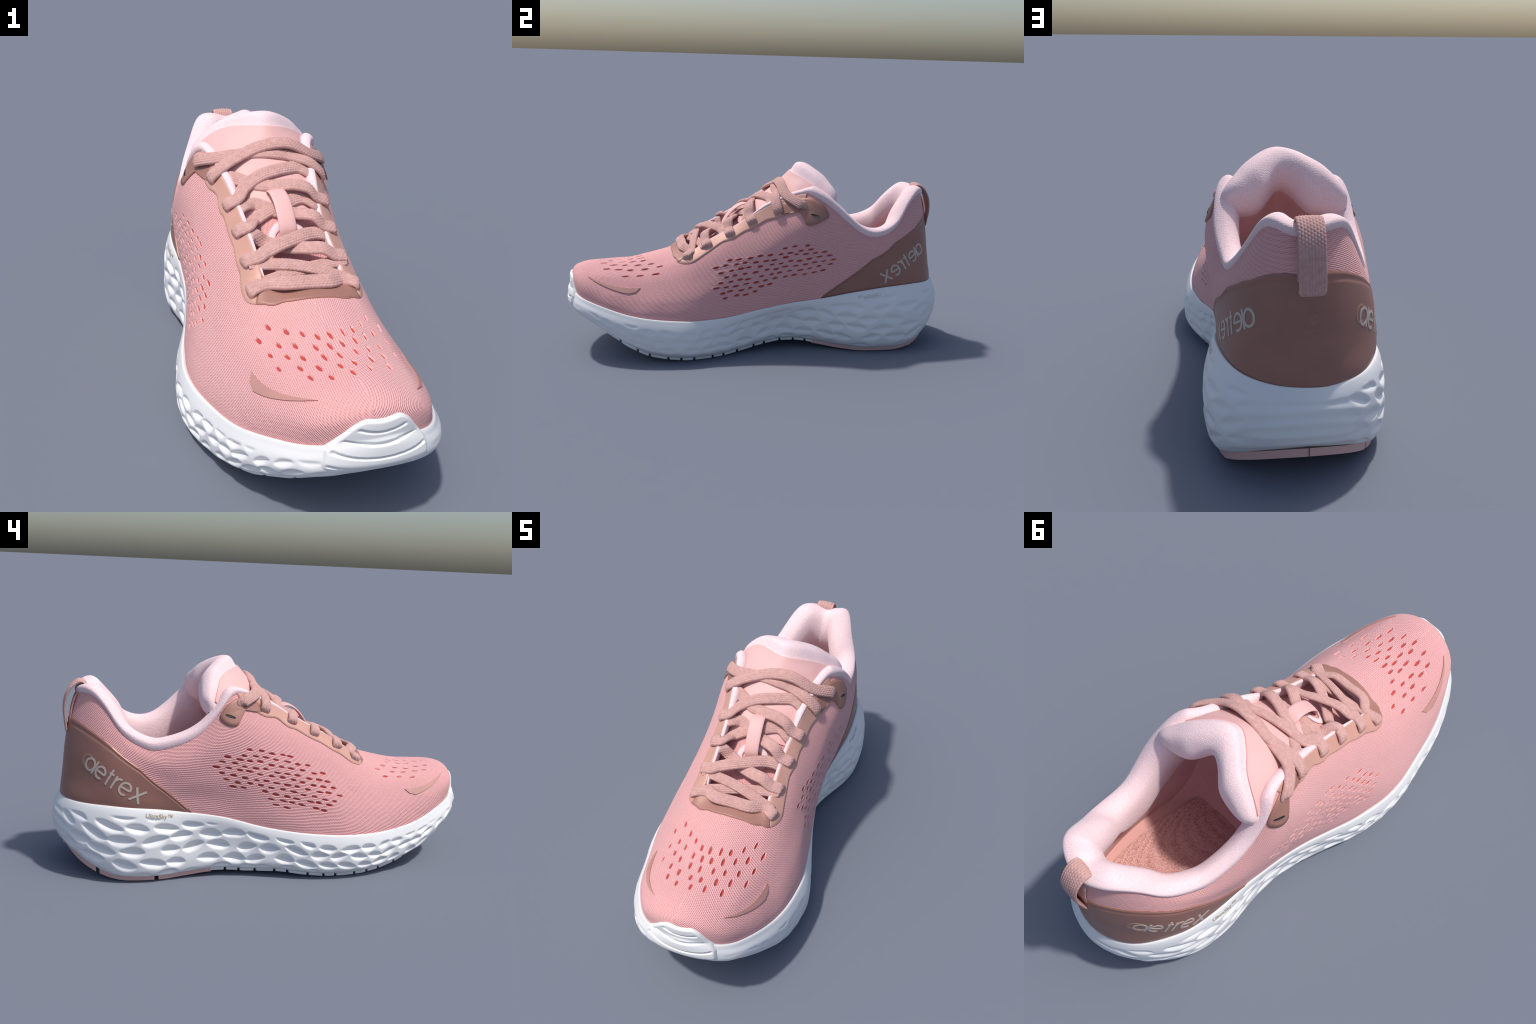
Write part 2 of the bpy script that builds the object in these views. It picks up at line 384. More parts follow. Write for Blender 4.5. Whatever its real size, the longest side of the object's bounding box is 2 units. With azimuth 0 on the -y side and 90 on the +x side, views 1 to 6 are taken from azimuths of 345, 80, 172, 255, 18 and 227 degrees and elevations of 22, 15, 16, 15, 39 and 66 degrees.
flatS = S.reshape(-1, 3)
disp = np.zeros(len(flatS))
from mathutils.kdtree import KDTree
kd = KDTree(len(flatS))
for i, p in enumerate(flatS): kd.insert(p, i)
kd.balance()
for p, d, a, b in HOLES:
    n = SN.reshape(-1, 3)[kd.find(p)[1]]; d = unit(d - n * np.dot(d, n)); w = np.cross(n, d)
    for co, i, dist in kd.find_range(p, a * 1.7):
        q = flatS[i] - p; r = math.hypot(np.dot(q, d) / a, np.dot(q, w) / b)
        k = 1 - smoothstep(.75, 1.25, np.array(r)) 
        rim = math.exp(-((r - 1.45) / .3) ** 2)
        disp[i] = min(disp[i], -.010 * k) if k > .02 else max(disp[i], .0008 * rim) if disp[i] >= 0 else disp[i]
SD = S + SN * disp.reshape(U, V, 1)
add("knit_upper", SD.reshape(-1, 3), grid_faces(U, V, True, flip=FLIP), M_KNIT)

# ------------------------------------------------------------------ perforation linings (one dished lens each)
def lens_mesh():
    vs = [(0, 0, -.25)]; fs = []; K = 16
    for ring, (r, h) in enumerate(((.55, -.1), (1.0, .25))):
        for k in range(K):
            t = 2 * math.pi * k / K; c, s = math.cos(t), math.sin(t)
            vs.append((r * c, r * s * (1 - .5 * c * c), h))
    for k in range(K):
        fs.append((0, 1 + k, 1 + (k + 1) % K)); fs.append((1 + k, 1 + K + k, 1 + K + (k + 1) % K, 1 + (k + 1) % K))
    me = bpy.data.meshes.new("perforation"); me.from_pydata(vs, [], fs); me.update()
    me.polygons.foreach_set("use_smooth", np.ones(len(me.polygons), bool)); me.materials.append(M_HOLE); return me
from mathutils import Matrix
LENS = lens_mesh()
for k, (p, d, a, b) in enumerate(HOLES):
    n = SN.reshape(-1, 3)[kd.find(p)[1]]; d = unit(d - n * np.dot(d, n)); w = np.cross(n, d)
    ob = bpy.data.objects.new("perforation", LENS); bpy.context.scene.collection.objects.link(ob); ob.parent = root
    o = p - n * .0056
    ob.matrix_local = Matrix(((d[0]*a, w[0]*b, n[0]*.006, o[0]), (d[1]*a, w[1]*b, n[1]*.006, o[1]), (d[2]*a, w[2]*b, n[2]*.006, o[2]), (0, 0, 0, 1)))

# ------------------------------------------------------------------ foam midsole with dimple cells
SU, SV = 1500, 110
sq = stations(SU)
sB = on_stations(BITE, sq); sn = plan_normal(sB)
fk = [f[0] for f in FOAM]
bul = on_stations([f[1] for f in FOAM], sq, fk); bot = on_stations([f[2] for f in FOAM], sq, fk)
up = np.array([0, 0, 1.0])
# gentler normals so that the tight waist does not fold
for _ in range(30): sn = (sn + np.roll(sn, 1, 0) + np.roll(sn, -1, 0)); sn /= np.linalg.norm(sn, axis=1, keepdims=True)
pb = sB + sn * bot; zb = sole_bottom(pb[:, 1], pb[:, 0])[:, None]
zB = sB[:, 2:3]; H = zB - zb
def at(off, z): 
    p = sB + sn * off; p[:, 2:3] = z; return p
lip = np.clip(.30 * bul + .008, .003, .020)
prof = [at(-.035, zB - .012), at(-.004, zB - .006), at(.4 * lip, zB - .001), at(lip, zB - .018),
        at(.74 * bul + .35 * lip, zB - .30 * H), at(bul, zB - .56 * H), at(.6 * bul + .4 * bot + .004, zB - .80 * H), at(bot - .002, zb + .018), at(bot - .03, zb)]
MS = sweep_profiles(np.stack(prof, 1), np.linspace(0, 1, SV))
MN = grid_normals(MS, True)
if np.sum(MN[:, SV // 2] * sn) < 0: MN = -MN
arc = np.arange(SU) / SU * PERIM
# warp: cells get smaller toward the toe
dens = np.interp(sq, [0, 4, 10, 15, 19, 20, 21, 25, 30, 36, 40], [1.2, .95, 1.05, 1.45, 1.7, 1.7, 1.6, 1.3, 1.15, .95, 1.2])
warp = np.cumsum(dens) * PERIM / SU
vscale = np.interp(sq, [0, 9, 13, 18, 22, 26, 30, 40], [1, 1, 1.3, 1.45, 1.45, 1.25, 1, 1])
SX = np.repeat(warp[:, None], SV, 1); SZ = MS[:, :, 2]
zrel_t = zB - SZ; zrel_b = SZ - zb
A, Bc = .124, .0565
best = np.zeros((SU, SV))
crng = np.random.RandomState(3); L = warp[-1]
nc = int(round(L / A)); A = L / nc
# staggered rows of lens-shaped scoops with a V floor, uneven in size, tilt and place
for r in range(-1, 9):
    for c in range(nc):
        cx = (c + .5 * (r % 2)) * A + crng.uniform(-.02, .02)
        cz = r * Bc + crng.uniform(-.008, .008) + .012
        ra = A * crng.uniform(.36, .50); rb = Bc * crng.uniform(.43, .54); tilt = crng.uniform(-.22, .22); sk = crng.uniform(-.3, .3)
        iu = np.where(np.abs((warp - cx + L / 2) % L - L / 2) < .09)[0]
        dx = ((SX[iu] - cx + L / 2) % L - L / 2) / ra
        dz = zrel_b[iu] * vscale[iu][:, None] - cz - tilt * dx * ra
        lens = np.clip(1 - np.abs(dx + sk * (1 - dx ** 2) * .5) ** 2.6, 0, 1)
        t = np.clip(1.0 - np.abs(dz) / (rb * lens + 1e-4), 0, 1)
        dep = np.where(t < .18, t * t / .36, t - .09) * np.sqrt(lens) * 1.1
        best[iu] = np.maximum(best[iu], np.clip(dep, 0, .9))
for _ in range(2):
    best = (np.roll(best, 1, 0) + np.roll(best, -1, 0) + 2 * best) / 4; best[:, 1:-1] = (best[:, :-2] + best[:, 2:] + 2 * best[:, 1:-1]) / 4
fade = smoothstep(.034, .050, zrel_t) * smoothstep(.010, .03, zrel_b)
# stations: heel back and toe front carry no cells; inner side is shallower
amp = np.interp(sq, [0, 1.2, 2.6, 5, 15, 18, 19.2, 20.8, 22, 25, 28, 36, 37.5, 38.8, 40], [0, 0, .012, .021, .021, .016, .002, 0, .003, .004, .009, .010, .008, 0, 0])
amp[(sq < 1.2)] *= 0
DM = -best * fade * amp[:, None]
# shallow horizontal grooves across the back of the heel
heel = np.interp(sq, [0, 2, 3, 37.5, 38.5, 40], [1, .8, 0, 0, .8, 1])[:, None]
DM += -.003 * heel * (0.5 + .5 * np.sin(zrel_b / .042 * 2 * np.pi)) * fade
MSD = MS + MN * DM[..., None]
# close underside to a centre line
C = MS[:, -1].copy(); 
rows = [MSD]
for f in (.25, .6, .93):
    q = MS[:, -1].copy(); cx = np.interp(q[:, 1], [-1, -.3, .1, 1], [.04, 0, 0, .04]); q[:, 0] = q[:, 0] * (1 - f) + cx * f
    cy = np.clip(q[:, 1], -.75, .75); q[:, 1] = q[:, 1] * (1 - f * .3) + cy * f * .3; q[:, 2] = sole_bottom(q[:, 1], q[:, 0]); rows.append(q[:, None])
G = np.concatenate(rows, 1)
f = grid_faces(SU, G.shape[1], True)
add("foam_midsole", G.reshape(-1, 3), f, M_FOAM)

# ------------------------------------------------------------------ tread
edge = MS[:, -4]
half = SU // 2
toe_i = int(np.argmin(edge[:, 1])); heel_i = int(np.argmax(edge[:, 1]))
lat = edge[edge[:, 0] < .0]; med = edge[edge[:, 0] > .04]
lat = lat[np.argsort(lat[:, 1])]; med = med[np.argsort(med[:, 1])]
def xl(y): return np.interp(y, lat[:, 1], lat[:, 0])
def xr(y): return np.interp(y, med[:, 1], med[:, 0])
def tread_block(name, y0, y1, fa, fb, mat, drop, inset=.004, parent=root, kx=14, ky=7):
    ys = np.linspace(y0, y1, ky)
    top, low = [], []
    for y in ys:
        a = xl(y) + inset; b = xr(y) - inset
        x0 = a + (b - a) * fa; x1 = a + (b - a) * fb
        for x in np.linspace(x0, x1, kx):
            zz_ = float(sole_bottom(y, x)); top.append((x, y, zz_ + .012)); low.append((x, y, max(0.0, zz_ - drop)))
    n = kx * ky; f = grid_faces(ky, kx); F = [f, f[:, ::-1] + n]
    r = np.array([i * kx for i in range(ky)] + [(ky - 1) * kx + j for j in range(1, kx)] + [i * kx + kx - 1 for i in range(ky - 2, -1, -1)] + list(range(kx - 2, 0, -1)))
    r2 = np.roll(r, -1); F.append(np.stack([r, r2, r2 + n, r + n], 1)[:, ::-1])
    ob = add(name, top + low, np.vstack(F), mat, parent, angle=30)
    bv = ob.modifiers.new("b", 'BEVEL'); bv.width = .004; bv.segments = 2; bv.limit_method = 'ANGLE'; bv.angle_limit = math.radians(50)
    return ob
y = -.86
while y < .26:
    ln = .066 + .02 * math.sin(y * 31)
    for fa, fb in ((0, .31), (.34, .66), (.69, 1)):
        tread_block("tread_lug", y, y + ln, fa, fb, M_FOAM, .013)
    y += ln + .010
for y0, y1 in ((.30, .545), (.562, .80), (.815, .955)):
    tread_block("outsole_pad", y0, y1, 0, .46, M_RUBBER, .018, .004, ky=12)
    tread_block("outsole_pad", y0 - .03, y1 - .01, .53, 1, M_RUBBER, .018, .004, ky=12)

# ------------------------------------------------------------------ toe bumper: ribbed cap climbing the toe
sole_tree = BVHTree.FromPolygons(np.vstack([MS[:, 4:].reshape(-1, 3)]).tolist(), grid_faces(SU, SV - 4, True).tolist())
def front(x, z):
    ys = []
    for t in (tree, sole_tree):
        h = t.ray_cast(Vector((x, -1.6, z)), Vector((0, 1, 0)))
        if h[0] is not None: ys.append(h[0].y)
    return min(ys) if ys else -.95
nb_u, nb_v = 90, 110
Gb = np.zeros((nb_u, nb_v, 3)); hb = np.zeros((nb_u, nb_v))
vv_ = np.linspace(0, 1, nb_v); uu_ = np.linspace(0, 1, nb_u)
for j, v in enumerate(vv_):
    xa = np.interp(v, [0, .4, .62, .9, 1], [-.135, -.115, -.082, -.034, -.024]); xb = np.interp(v, [0, .4, .62, .9, 1], [.21, .192, .160, .120, .110])
    for i, u in enumerate(uu_):
        x = xa + (xb - xa) * u
        zt = .399 + .010 * abs(2 * u - 1) ** 1.5 + .006 * u
        z = .235 + (zt - .235) * v
        Gb[i, j] = (x, front(x, z), z)
        slab = abs(((v * 4.6 + .42 * (1 - (2 * u - 1) ** 2) + .12 * u) % 1) - .5) * 2       # 0 middle of a rib, 1 groove
        du = min(u, 1 - u) * (xb - xa); dv = (1 - v) * .165; R = .034
        d = R - math.hypot(R - du, R - dv) if du < R and dv < R else min(du, dv)
        groove = smoothstep(.66, .95, np.array(slab)) * smoothstep(.022, .034, np.array(du)) * smoothstep(.024, .032, np.array(dv))
        hb[i, j] = -.008 + (.0195 - .0105 * groove) * smoothstep(-.002, .012 + .02 * (1 - v), np.array(d)) * smoothstep(-.05, .25, np.array(v))
for k in range(60):
    Gb[1:-1, 1:-1, 1] = (Gb[1:-1, 1:-1, 1] * 2 + Gb[:-2, 1:-1, 1] + Gb[2:, 1:-1, 1] + Gb[1:-1, :-2, 1] + Gb[1:-1, 2:, 1]) / 6
Nb = grid_normals(Gb); 
if Nb[nb_u // 2, nb_v // 2, 1] > 0: Nb = -Nb
shell(Gb, Nb, hb, "toe_bumper", M_FOAM, bury=.012)

# ------------------------------------------------------------------ overlays that follow the upper
def band(name, s0, s1, n, vlo, vhi, m, thick, mat, bury=.003):
    """strip of the upper between two height fractions over a run of stations (s0<s1, may pass 40)"""
    us = np.array([row_of_station(s) + (U if s >= 40 else 0) for s in np.linspace(s0, s1, n)])
    st = np.linspace(s0, s1, n)
    G = np.zeros((n, m, 3)); N = np.zeros((n, m, 3))
    for k in range(n):
        lo, hi = vlo(st[k]), vhi(st[k]); vv = np.linspace(lo, hi, m)
        G[k] = surf(np.full(m, us[k]), vv); N[k] = surf_n(np.full(m, us[k]), vv)
    f = np.minimum(np.arange(n), n - 1 - np.arange(n))[:, None]; g = np.minimum(np.arange(m), m - 1 - np.arange(m))[None]
    base = np.array([thick(q, np.linspace(vlo(q), vhi(q), m), vlo(q), vhi(q)) for q in st]) if callable(thick) else thick
    h = base * np.minimum(1, .45 + .3 * np.minimum(f, g))
    return shell(G, N, h, name, mat, bury=bury), G, N

def counter_thick(s, v, lo, hi):
    """full body with a flat bevel of even width toward the slanting front edge"""
    lift = float(np.interp(s, [36, 41.5], [.007, .014]))
    return .004 + lift * np.clip((hi - v) * .62 / .040, 0, 1)
COUNTER = band("heel_counter", cu[0] + .05, cu[-1] - .05, 300, lambda s: .015, lambda s: max(.02, float(np.interp(s, CS, CV))), 90, counter_thick, M_BROWN)[0]
counter_tree = BVHTree.FromPolygons([v.co.copy() for v in COUNTER.data.vertices], [tuple(p.vertices) for p in COUNTER.data.polygons])

# eyestay: scalloped film round the throat
EYE_L = [(-.160,-.384,.500),(-.153,-.289,.560),(-.157,-.175,.624),(-.167,-.064,.687),(-.191,.074,.748),(-.220,.185,.782)]
EYE_M = [(.192,-.382,.490),(.190,-.284,.555),(.193,-.170,.617),(.202,-.060,.684),(.221,.073,.737),(.247,.189,.766)]
OUT_L = [(-.071,-.453,.492),(-.129,-.440,.485),(-.173,-.399,.480),(-.179,-.355,.494),(-.174,-.312,.536),(-.175,-.265,.556),(-.173,-.215,.599),(-.181,-.172,.612),(-.181,-.132,.643),(-.184,-.084,.670),
         (-.191,-.044,.676),(-.192,.004,.721),(-.212,.076,.729),(-.215,.122,.759),(-.240,.170,.772),(-.262,.203,.706),(-.267,.250,.706),(-.271,.287,.743),(-.255,.262,.790)]
OUT_M = [(.096,-.460,.495),(.160,-.440,.480),(.204,-.406,.469),(.215,-.356,.471),(.214,-.327,.508),(.209,-.262,.544),(.203,-.225,.587),(.211,-.153,.607),(.209,-.117,.639),(.217,-.050,.663),
         (.223,-.004,.701),(.227,.084,.709),(.247,.138,.749),(.280,.172,.765),(.299,.191,.709),(.290,.236,.688),(.300,.300,.735),(.278,.285,.800)]
eu, ev = [], []
for p in OUT_L[::-1][4:] + [(.010,-.462,.498)] + OUT_M[:-4]:
    u_, v_ = uv_of(p); eu.append(uq[int(u_)]); ev.append(v_)
o = np.argsort(eu); eu = np.array(eu)[o]; ev = np.array(ev)[o]
ES = np.linspace(eu[0], eu[-1], 500); EV = np.interp(ES, eu, ev)
k = np.hanning(19); k /= k.sum(); EV = np.convolve(np.pad(EV, 9, mode='edge'), k, 'valid')
lo_edge = lambda s: float(np.interp(s, ES, EV)); hi_edge = lambda s: .997
FR = (uq[int(uv_of((-.150, -.425, .484))[0])], uq[int(uv_of((.190, -.425, .474))[0])])
band("eyestay", eu[0], FR[0] + .02, 260, lo_edge, hi_edge, 26, .006, M_STAY)
band("eyestay", FR[1] - .02, eu[-1], 260, lo_edge, hi_edge, 26, .006, M_STAY)
band("eyestay_front", FR[0], FR[1], 160, lo_edge, hi_edge, 26, .0068, M_FRONT)
# rear wings of the eyestay, rounded tabs with a slot
def tab(pts, side):
    q = open_spline(pts + [pts[0]], 70)[:-1]
    c = q.mean(0); rings = [1, .985, .8, .55, .3, .02]; hs = [.0025, .006, .0065, .0065, .0065, .0065]
    vs, fs = [], []
    for r, h in [(1.0, -.003)] + list(zip(rings, hs)):
        for p in q:
            t = c + (p - c) * r
            co = np.array(tree.find_nearest(Vector(t))[0]); u_, v_ = uv_of(co); n = surf_n(np.array(u_), np.array(v_)); s_ = co
            vs.append(s_ + n * h)
    K = len(q)
    for r in range(len(rings)):
        for k in range(K): fs.append((r*K+k, r*K+(k+1) % K, (r+1)*K+(k+1) % K, (r+1)*K+k))
    if side > 0: fs = [f[::-1] for f in fs]
    return add("eyestay_tab", vs, fs, M_FRONT)
tab([(-.196,.085,.745),(-.212,.118,.752),(-.228,.158,.768),(-.258,.196,.722),(-.265,.208,.703),(-.267,.235,.697),(-.269,.266,.712),(-.268,.292,.744),(-.26,.275,.775),(-.25,.245,.800),(-.22,.205,.812),(-.19,.150,.808),(-.178,.095,.778)][::-1], -1)
tab([(.226,.085,.722),(.242,.125,.738),(.268,.162,.756),(.296,.188,.715),(.30,.198,.694),(.299,.228,.688),(.30,.272,.706),(.30,.318,.738),(.28,.300,.775),(.262,.260,.806),(.235,.215,.816),(.205,.150,.800),(.195,.095,.775)], 1)
for c, side in (((-.262, .238, .743), -1), ((.300, .244, .739), 1)):
    vs, fs = [], []
    q = [(math.cos(t) * (.022 if 1 else 0), math.sin(t) * .0045) for t in np.linspace(0, 2 * math.pi, 24, endpoint=False)]
    for h in (.0090, .0045):
        for a, b in q:
            y, z = c[1] + a, c[2] + b + (-.30 if side < 0 else .25) * a * -side * side
            hit = tree.ray_cast(Vector((side, y, z)), Vector((-side, 0, 0)))
            vs.append(np.array(hit[0]) + np.array((side * h, 0, 0)))
    fs = [tuple(range(24))] + [(k, (k + 1) % 24, 24 + (k + 1) % 24, 24 + k) for k in range(24)]
    add("eyestay_slot", vs, fs, M_DARK)

# toe wings
def wing(front_p, back_p, low_p, name="toe_overlay", sag=.010):
    n, m = 70, 12
    a, b = np.array(front_p), np.array(back_p); l = np.array(low_p)
    G = np.zeros((n, m, 3)); N = np.zeros((n, m, 3))
    side = 1 if a[0] > .05 else -1
    for i, t in enumerate(np.linspace(0, 1, n)):
        sag = np.array([side * .020, -.004, -.014]) * (4 * t * (1 - t))
        upper = a + (b - a) * t + sag
        lower = a + (l - a) * t + sag * .75 + np.array([side * .003, 0, -.003]) * min(1, 6 * t)
        lower = lower + (b - l) * .35 * smoothstep(.9, 1.0, np.array(t))
        for j, f in enumerate(np.linspace(0, 1, m)):
            p = upper + (lower - upper) * f
            co, nn, idx, dist = tree.find_nearest(Vector(p))
            i_, j_ = uv_of(co); nn = surf_n(np.array(i_), np.array(j_))
            G[i, j] = co; N[i, j] = nn
    ff = np.cross(G[n//2 + 1, m//2] - G[n//2, m//2], G[n//2, m//2 + 1] - G[n//2, m//2])
    if np.dot(ff, N[n//2, m//2]) < 0: G = G[:, ::-1]; N = N[:, ::-1]
    return shell(G, N, .004, name, M_WING, bury=.003)
wing((-.099,-.882,.407), (-.219,-.634,.374), (-.228,-.672,.344))
wing((.179,-.883,.406), (.263,-.628,.372), (.279,-.665,.348))

# ------------------------------------------------------------------ collar and lining
CU = 900
cq = stations(CU)
cB = on_stations(BITE, cq); cT = on_stations(TOP, cq); cn = plan_normal(cT)
for _ in range(25): cn = (cn + np.roll(cn, 1, 0) + np.roll(cn, -1, 0)); cn /= np.linalg.norm(cn, axis=1, keepdims=True)
th = np.interp(cq, [0, 4, 8, 9.8, 10.8, 12.7, 13.3, 15, 25, 26.7, 27.3, 29.2, 30.2, 32, 36, 40], [.105, .095, .085, .075, .05, .032, .012, .008, .008, .012, .032, .05, .075, .085, .095, .105])[:, None]
cr = np.interp(cq, [0, 4, 6, 9, 10.4, 11.3, 12.7, 13.3, 15, 25, 26.7, 27.3, 28.8, 29.6, 31, 34, 36, 40], [.030, .030, .042, .044, .036, .018, .016, .004, .003, .003, .004, .016, .018, .036, .042, .036, .030, .030])[:, None]
inw = on_stations([w[2] for w in WALL], cq, wk); low = on_stations([w[1] for w in WALL], cq, wk); nlow = plan_normal(cB)
for _ in range(25): nlow = (nlow + np.roll(nlow, 1, 0) + np.roll(nlow, -1, 0)); nlow /= np.linalg.norm(nlow, axis=1, keepdims=True)
thin = np.interp(cq, [0, 10, 13, 27, 30, 40], [1, 1, .25, .25, 1, 1])[:, None]
base = cB - nlow * .045; base[:, 2] = np.minimum(base[:, 2], .265)
cp = [cT - cn * .004 - up * .014, cT + cn * .006 - up * .002, cT + cn * .005 + up * cr * .62, cT - cn * th * .34 + up * cr, cT - cn * th * .78 + up * cr * .35,
      cT - cn * th - up * (.04 * thin + .004), cT - cn * th * .98 - up * (.11 * thin + .01),
      (inw * .5 + cT * .5 - cn * .045) * (1 - thin) + (inw - cn * .075) * thin - up * (.05 * (1 - thin) + .02 * thin), low - nlow * (.06 + .025 * np.interp(cq, [0, 4, 7, 33, 36, 40], [1, .8, 0, 0, .8, 1])[:, None]) - up * .03, base]
LG = sweep_profiles(np.stack(cp, 1), np.linspace(0, 1, 120))
LG[:, :90] += 0
split = 66
f = grid_faces(CU, 120, True)
LNn = grid_normals(LG, True)
fl = np.sum(LNn[:, 20, 2]) < 0
seg = (f[:, 0] % 120) < split
ln = add("padded_collar", LG[:, :split + 1].reshape(-1, 3), grid_faces(CU, split + 1, True, flip=fl), M_LINING)
li = add("inner_lining", LG[:, split:].reshape(-1, 3), grid_faces(CU, 120 - split, True, flip=fl), M_INNER)

# insole
iB = cB - nlow * .03
def disc(name, inset, dz, mat, y_front=-2):
    q = cB - nlow * inset; q[:, 1] = np.maximum(q[:, 1], y_front)
    zz = np.interp(q[:, 1], [-1, -.4, 0, .4, .9], [.22, .22, .225, .27, .310]) + dz
    rows = []
    for f in np.linspace(0, 1, 14):
        p = q.copy(); cx = .02; p[:, 0] = q[:, 0] * (1 - f) + cx * f; cy = np.clip(q[:, 1], max(-.7, y_front), .7); p[:, 1] = q[:, 1] * (1 - f) + cy * f
        p[:, 2] = np.interp(p[:, 1], [-1, -.4, 0, .4, .9], [.22, .22, .225, .27, .310]) + dz + .02 * (1 - f) ** 3
        rows.append(p)
    G = np.stack(rows, 1); return add(name, G.reshape(-1, 3), grid_faces(CU, 14, True), mat)
disc("insole", .02, 0, M_INSRIM)
disc("insole_fabric", .10, .004, M_INSOLE, -.2)

# ------------------------------------------------------------------ tongue
TR = [[(-.10,-.40,.490),(-.05,-.40,.498),(.02,-.40,.502),(.09,-.40,.498),(.14,-.40,.488)],
      [(-.150,-.26,.520),(-.07,-.26,.545),(.02,-.26,.552),(.11,-.26,.545),(.18,-.26,.520)],
      [(-.175,-.14,.575),(-.09,-.16,.613),(.02,-.17,.626),(.13,-.16,.613),(.205,-.14,.575)],
      [(-.200,.02,.660),(-.105,-.04,.709),(.02,-.06,.728),(.135,-.04,.709),(.228,.02,.660)],
      [(-.215,.18,.730),(-.12,.095,.802),(.02,.06,.816),(.15,.095,.802),(.242,.18,.730)],
      [(-.222,.28,.755),(-.135,.195,.860),(.02,.115,.872),(.16,.185,.860),(.248,.29,.755)],
      [(-.222,.305,.790),(-.122,.258,.893),(.027,.160,.922),(.168,.235,.880),(.250,.322,.795)],
      [(-.216,.330,.815),(-.118,.290,.920),(.027,.195,.968),(.157,.270,.918),(.248,.346,.820)],
      [(-.200,.350,.815),(-.100,.330,.905),(.027,.245,.962),(.130,.325,.905),(.234,.364,.820)],
      [(-.186,.355,.790),(-.088,.350,.840),(.020,.284,.915),(.108,.350,.840),(.220,.366,.795)],
      [(-.182,.340,.750),(-.088,.332,.760),(.020,.272,.850),(.112,.322,.765),(.214,.350,.755)],
      [(-.200,.27,.68),(-.09,.23,.69),(.020,.15,.745),(.115,.22,.69),(.230,.27,.68)],
      [(-.235,.20,.52),(-.10,.13,.55),(.020,.10,.57),(.13,.13,.55),(.255,.22,.52)],
      [(-.235,.26,.38),(-.10,.17,.38),(.020,.15,.385),(.13,.18,.38),(.250,.30,.38)],
      [(-.220,.36,.25),(-.09,.30,.250),(.03,.29,.252),(.15,.33,.255),(.235,.45,.26)]]
def loft_rows(P, per):
    """smooth rows through control rows; every control row lands on a multiple of per"""
    U_ = P.shape[0]; fr_ = np.linspace(0, 1, per * 8)
    full = []
    E = np.concatenate([2 * P[:, :1] - P[:, 1:2], P, 2 * P[:, -1:] - P[:, -2:-1]], 1)
    D = np.maximum(np.linalg.norm(np.diff(E, axis=1), axis=2), 1e-4) ** .5
    for i in range(1, E.shape[1] - 2):
        p0, p1, p2, p3 = (E[:, i + o] for o in (-1, 0, 1, 2))
        d0, d1, d2 = (D[:, i + o][:, None] ** 1 for o in (-1, 0, 1))
        m1 = (p1 - p0) / d0 - (p2 - p0) / (d0 + d1) + (p2 - p1) / d1; m2 = (p2 - p1) / d1 - (p3 - p1) / (d1 + d2) + (p3 - p2) / d2
        m1 = m1 * d1; m2 = m2 * d1
        for f in np.linspace(0, 1, per, endpoint=False):
            full.append((2*f**3-3*f**2+1) * p1 + (f**3-2*f**2+f) * m1 + (-2*f**3+3*f**2) * p2 + (f**3-f**2) * m2)
    full.append(P[:, -1]); return np.stack(full, 1)
PER = 16; TC = 120
# every row is closed off at both ends so that the pad ends in rounded lobes
ends_l = {5: (-.226,.285,.72), 6: (-.224,.312,.745), 7: (-.220,.325,.752), 8: (-.212,.330,.750), 9: (-.208,.328,.745), 10: (-.206,.322,.738), 11: (-.215,.31,.68)}
ends_m = {5: (.254,.295,.72), 6: (.254,.325,.748), 7: (.250,.338,.755), 8: (.244,.343,.754), 9: (.240,.340,.748), 10: (.238,.335,.740), 11: (.245,.31,.68)}
for k, r in enumerate(TR):
    a, b = np.array(r[0]), np.array(r[-1])
    r.insert(0, ends_l.get(k, tuple(a + (-.012, 0, -.03)))); r.append(ends_m.get(k, tuple(b + (.012, 0, -.03))))
TW = np.stack([open_spline(r, TC) for r in TR], 1)
TG = loft_rows(TW, PER)
TV = TG.shape[1]
TNn = grid_normals(TG)
if TNn[TC // 2, 30, 2] < 0: TNn = -TNn; tfl = True
else: tfl = False
TG = TG + TNn * value_noise(TG.reshape(-1, 3), 14, 5).reshape(TC, TV, 1) * .003
r_lo, r_hi, r_back = 3 * PER, 6 * PER, 10 * PER + 8
add("tongue_sleeve", TG[:, :r_lo + 1].reshape(-1, 3), grid_faces(TC, r_lo + 1, flip=tfl), M_KNIT)
add("tongue_padding", TG[:, r_lo:r_back + 1].reshape(-1, 3), grid_faces(TC, r_back + 1 - r_lo, flip=tfl), M_LINING)
add("tongue_lining", TG[:, r_back:].reshape(-1, 3), grid_faces(TC, TV - r_back, flip=tfl), M_INNER)
GL = TG[9:TC - 9, r_lo - 9:r_hi + 1]; NL = TNn[9:TC - 9, r_lo - 9:r_hi + 1]
if np.dot(np.cross(GL[41, 5] - GL[40, 5], GL[40, 6] - GL[40, 5]), NL[40, 5]) < 0: GL = GL[::-1]; NL = NL[::-1]
shell(GL, NL, .006, "tongue_label", M_LABEL)
tongue_tree = BVHTree.FromPolygons(TG.reshape(-1, 3).tolist(), grid_faces(TC, TV).tolist())
def tongue_z(x, y):
    h = tongue_tree.ray_cast(Vector((x, y, 1.4)), Vector((0, 0, -1))); return h[0].z if h[0] is not None else .5

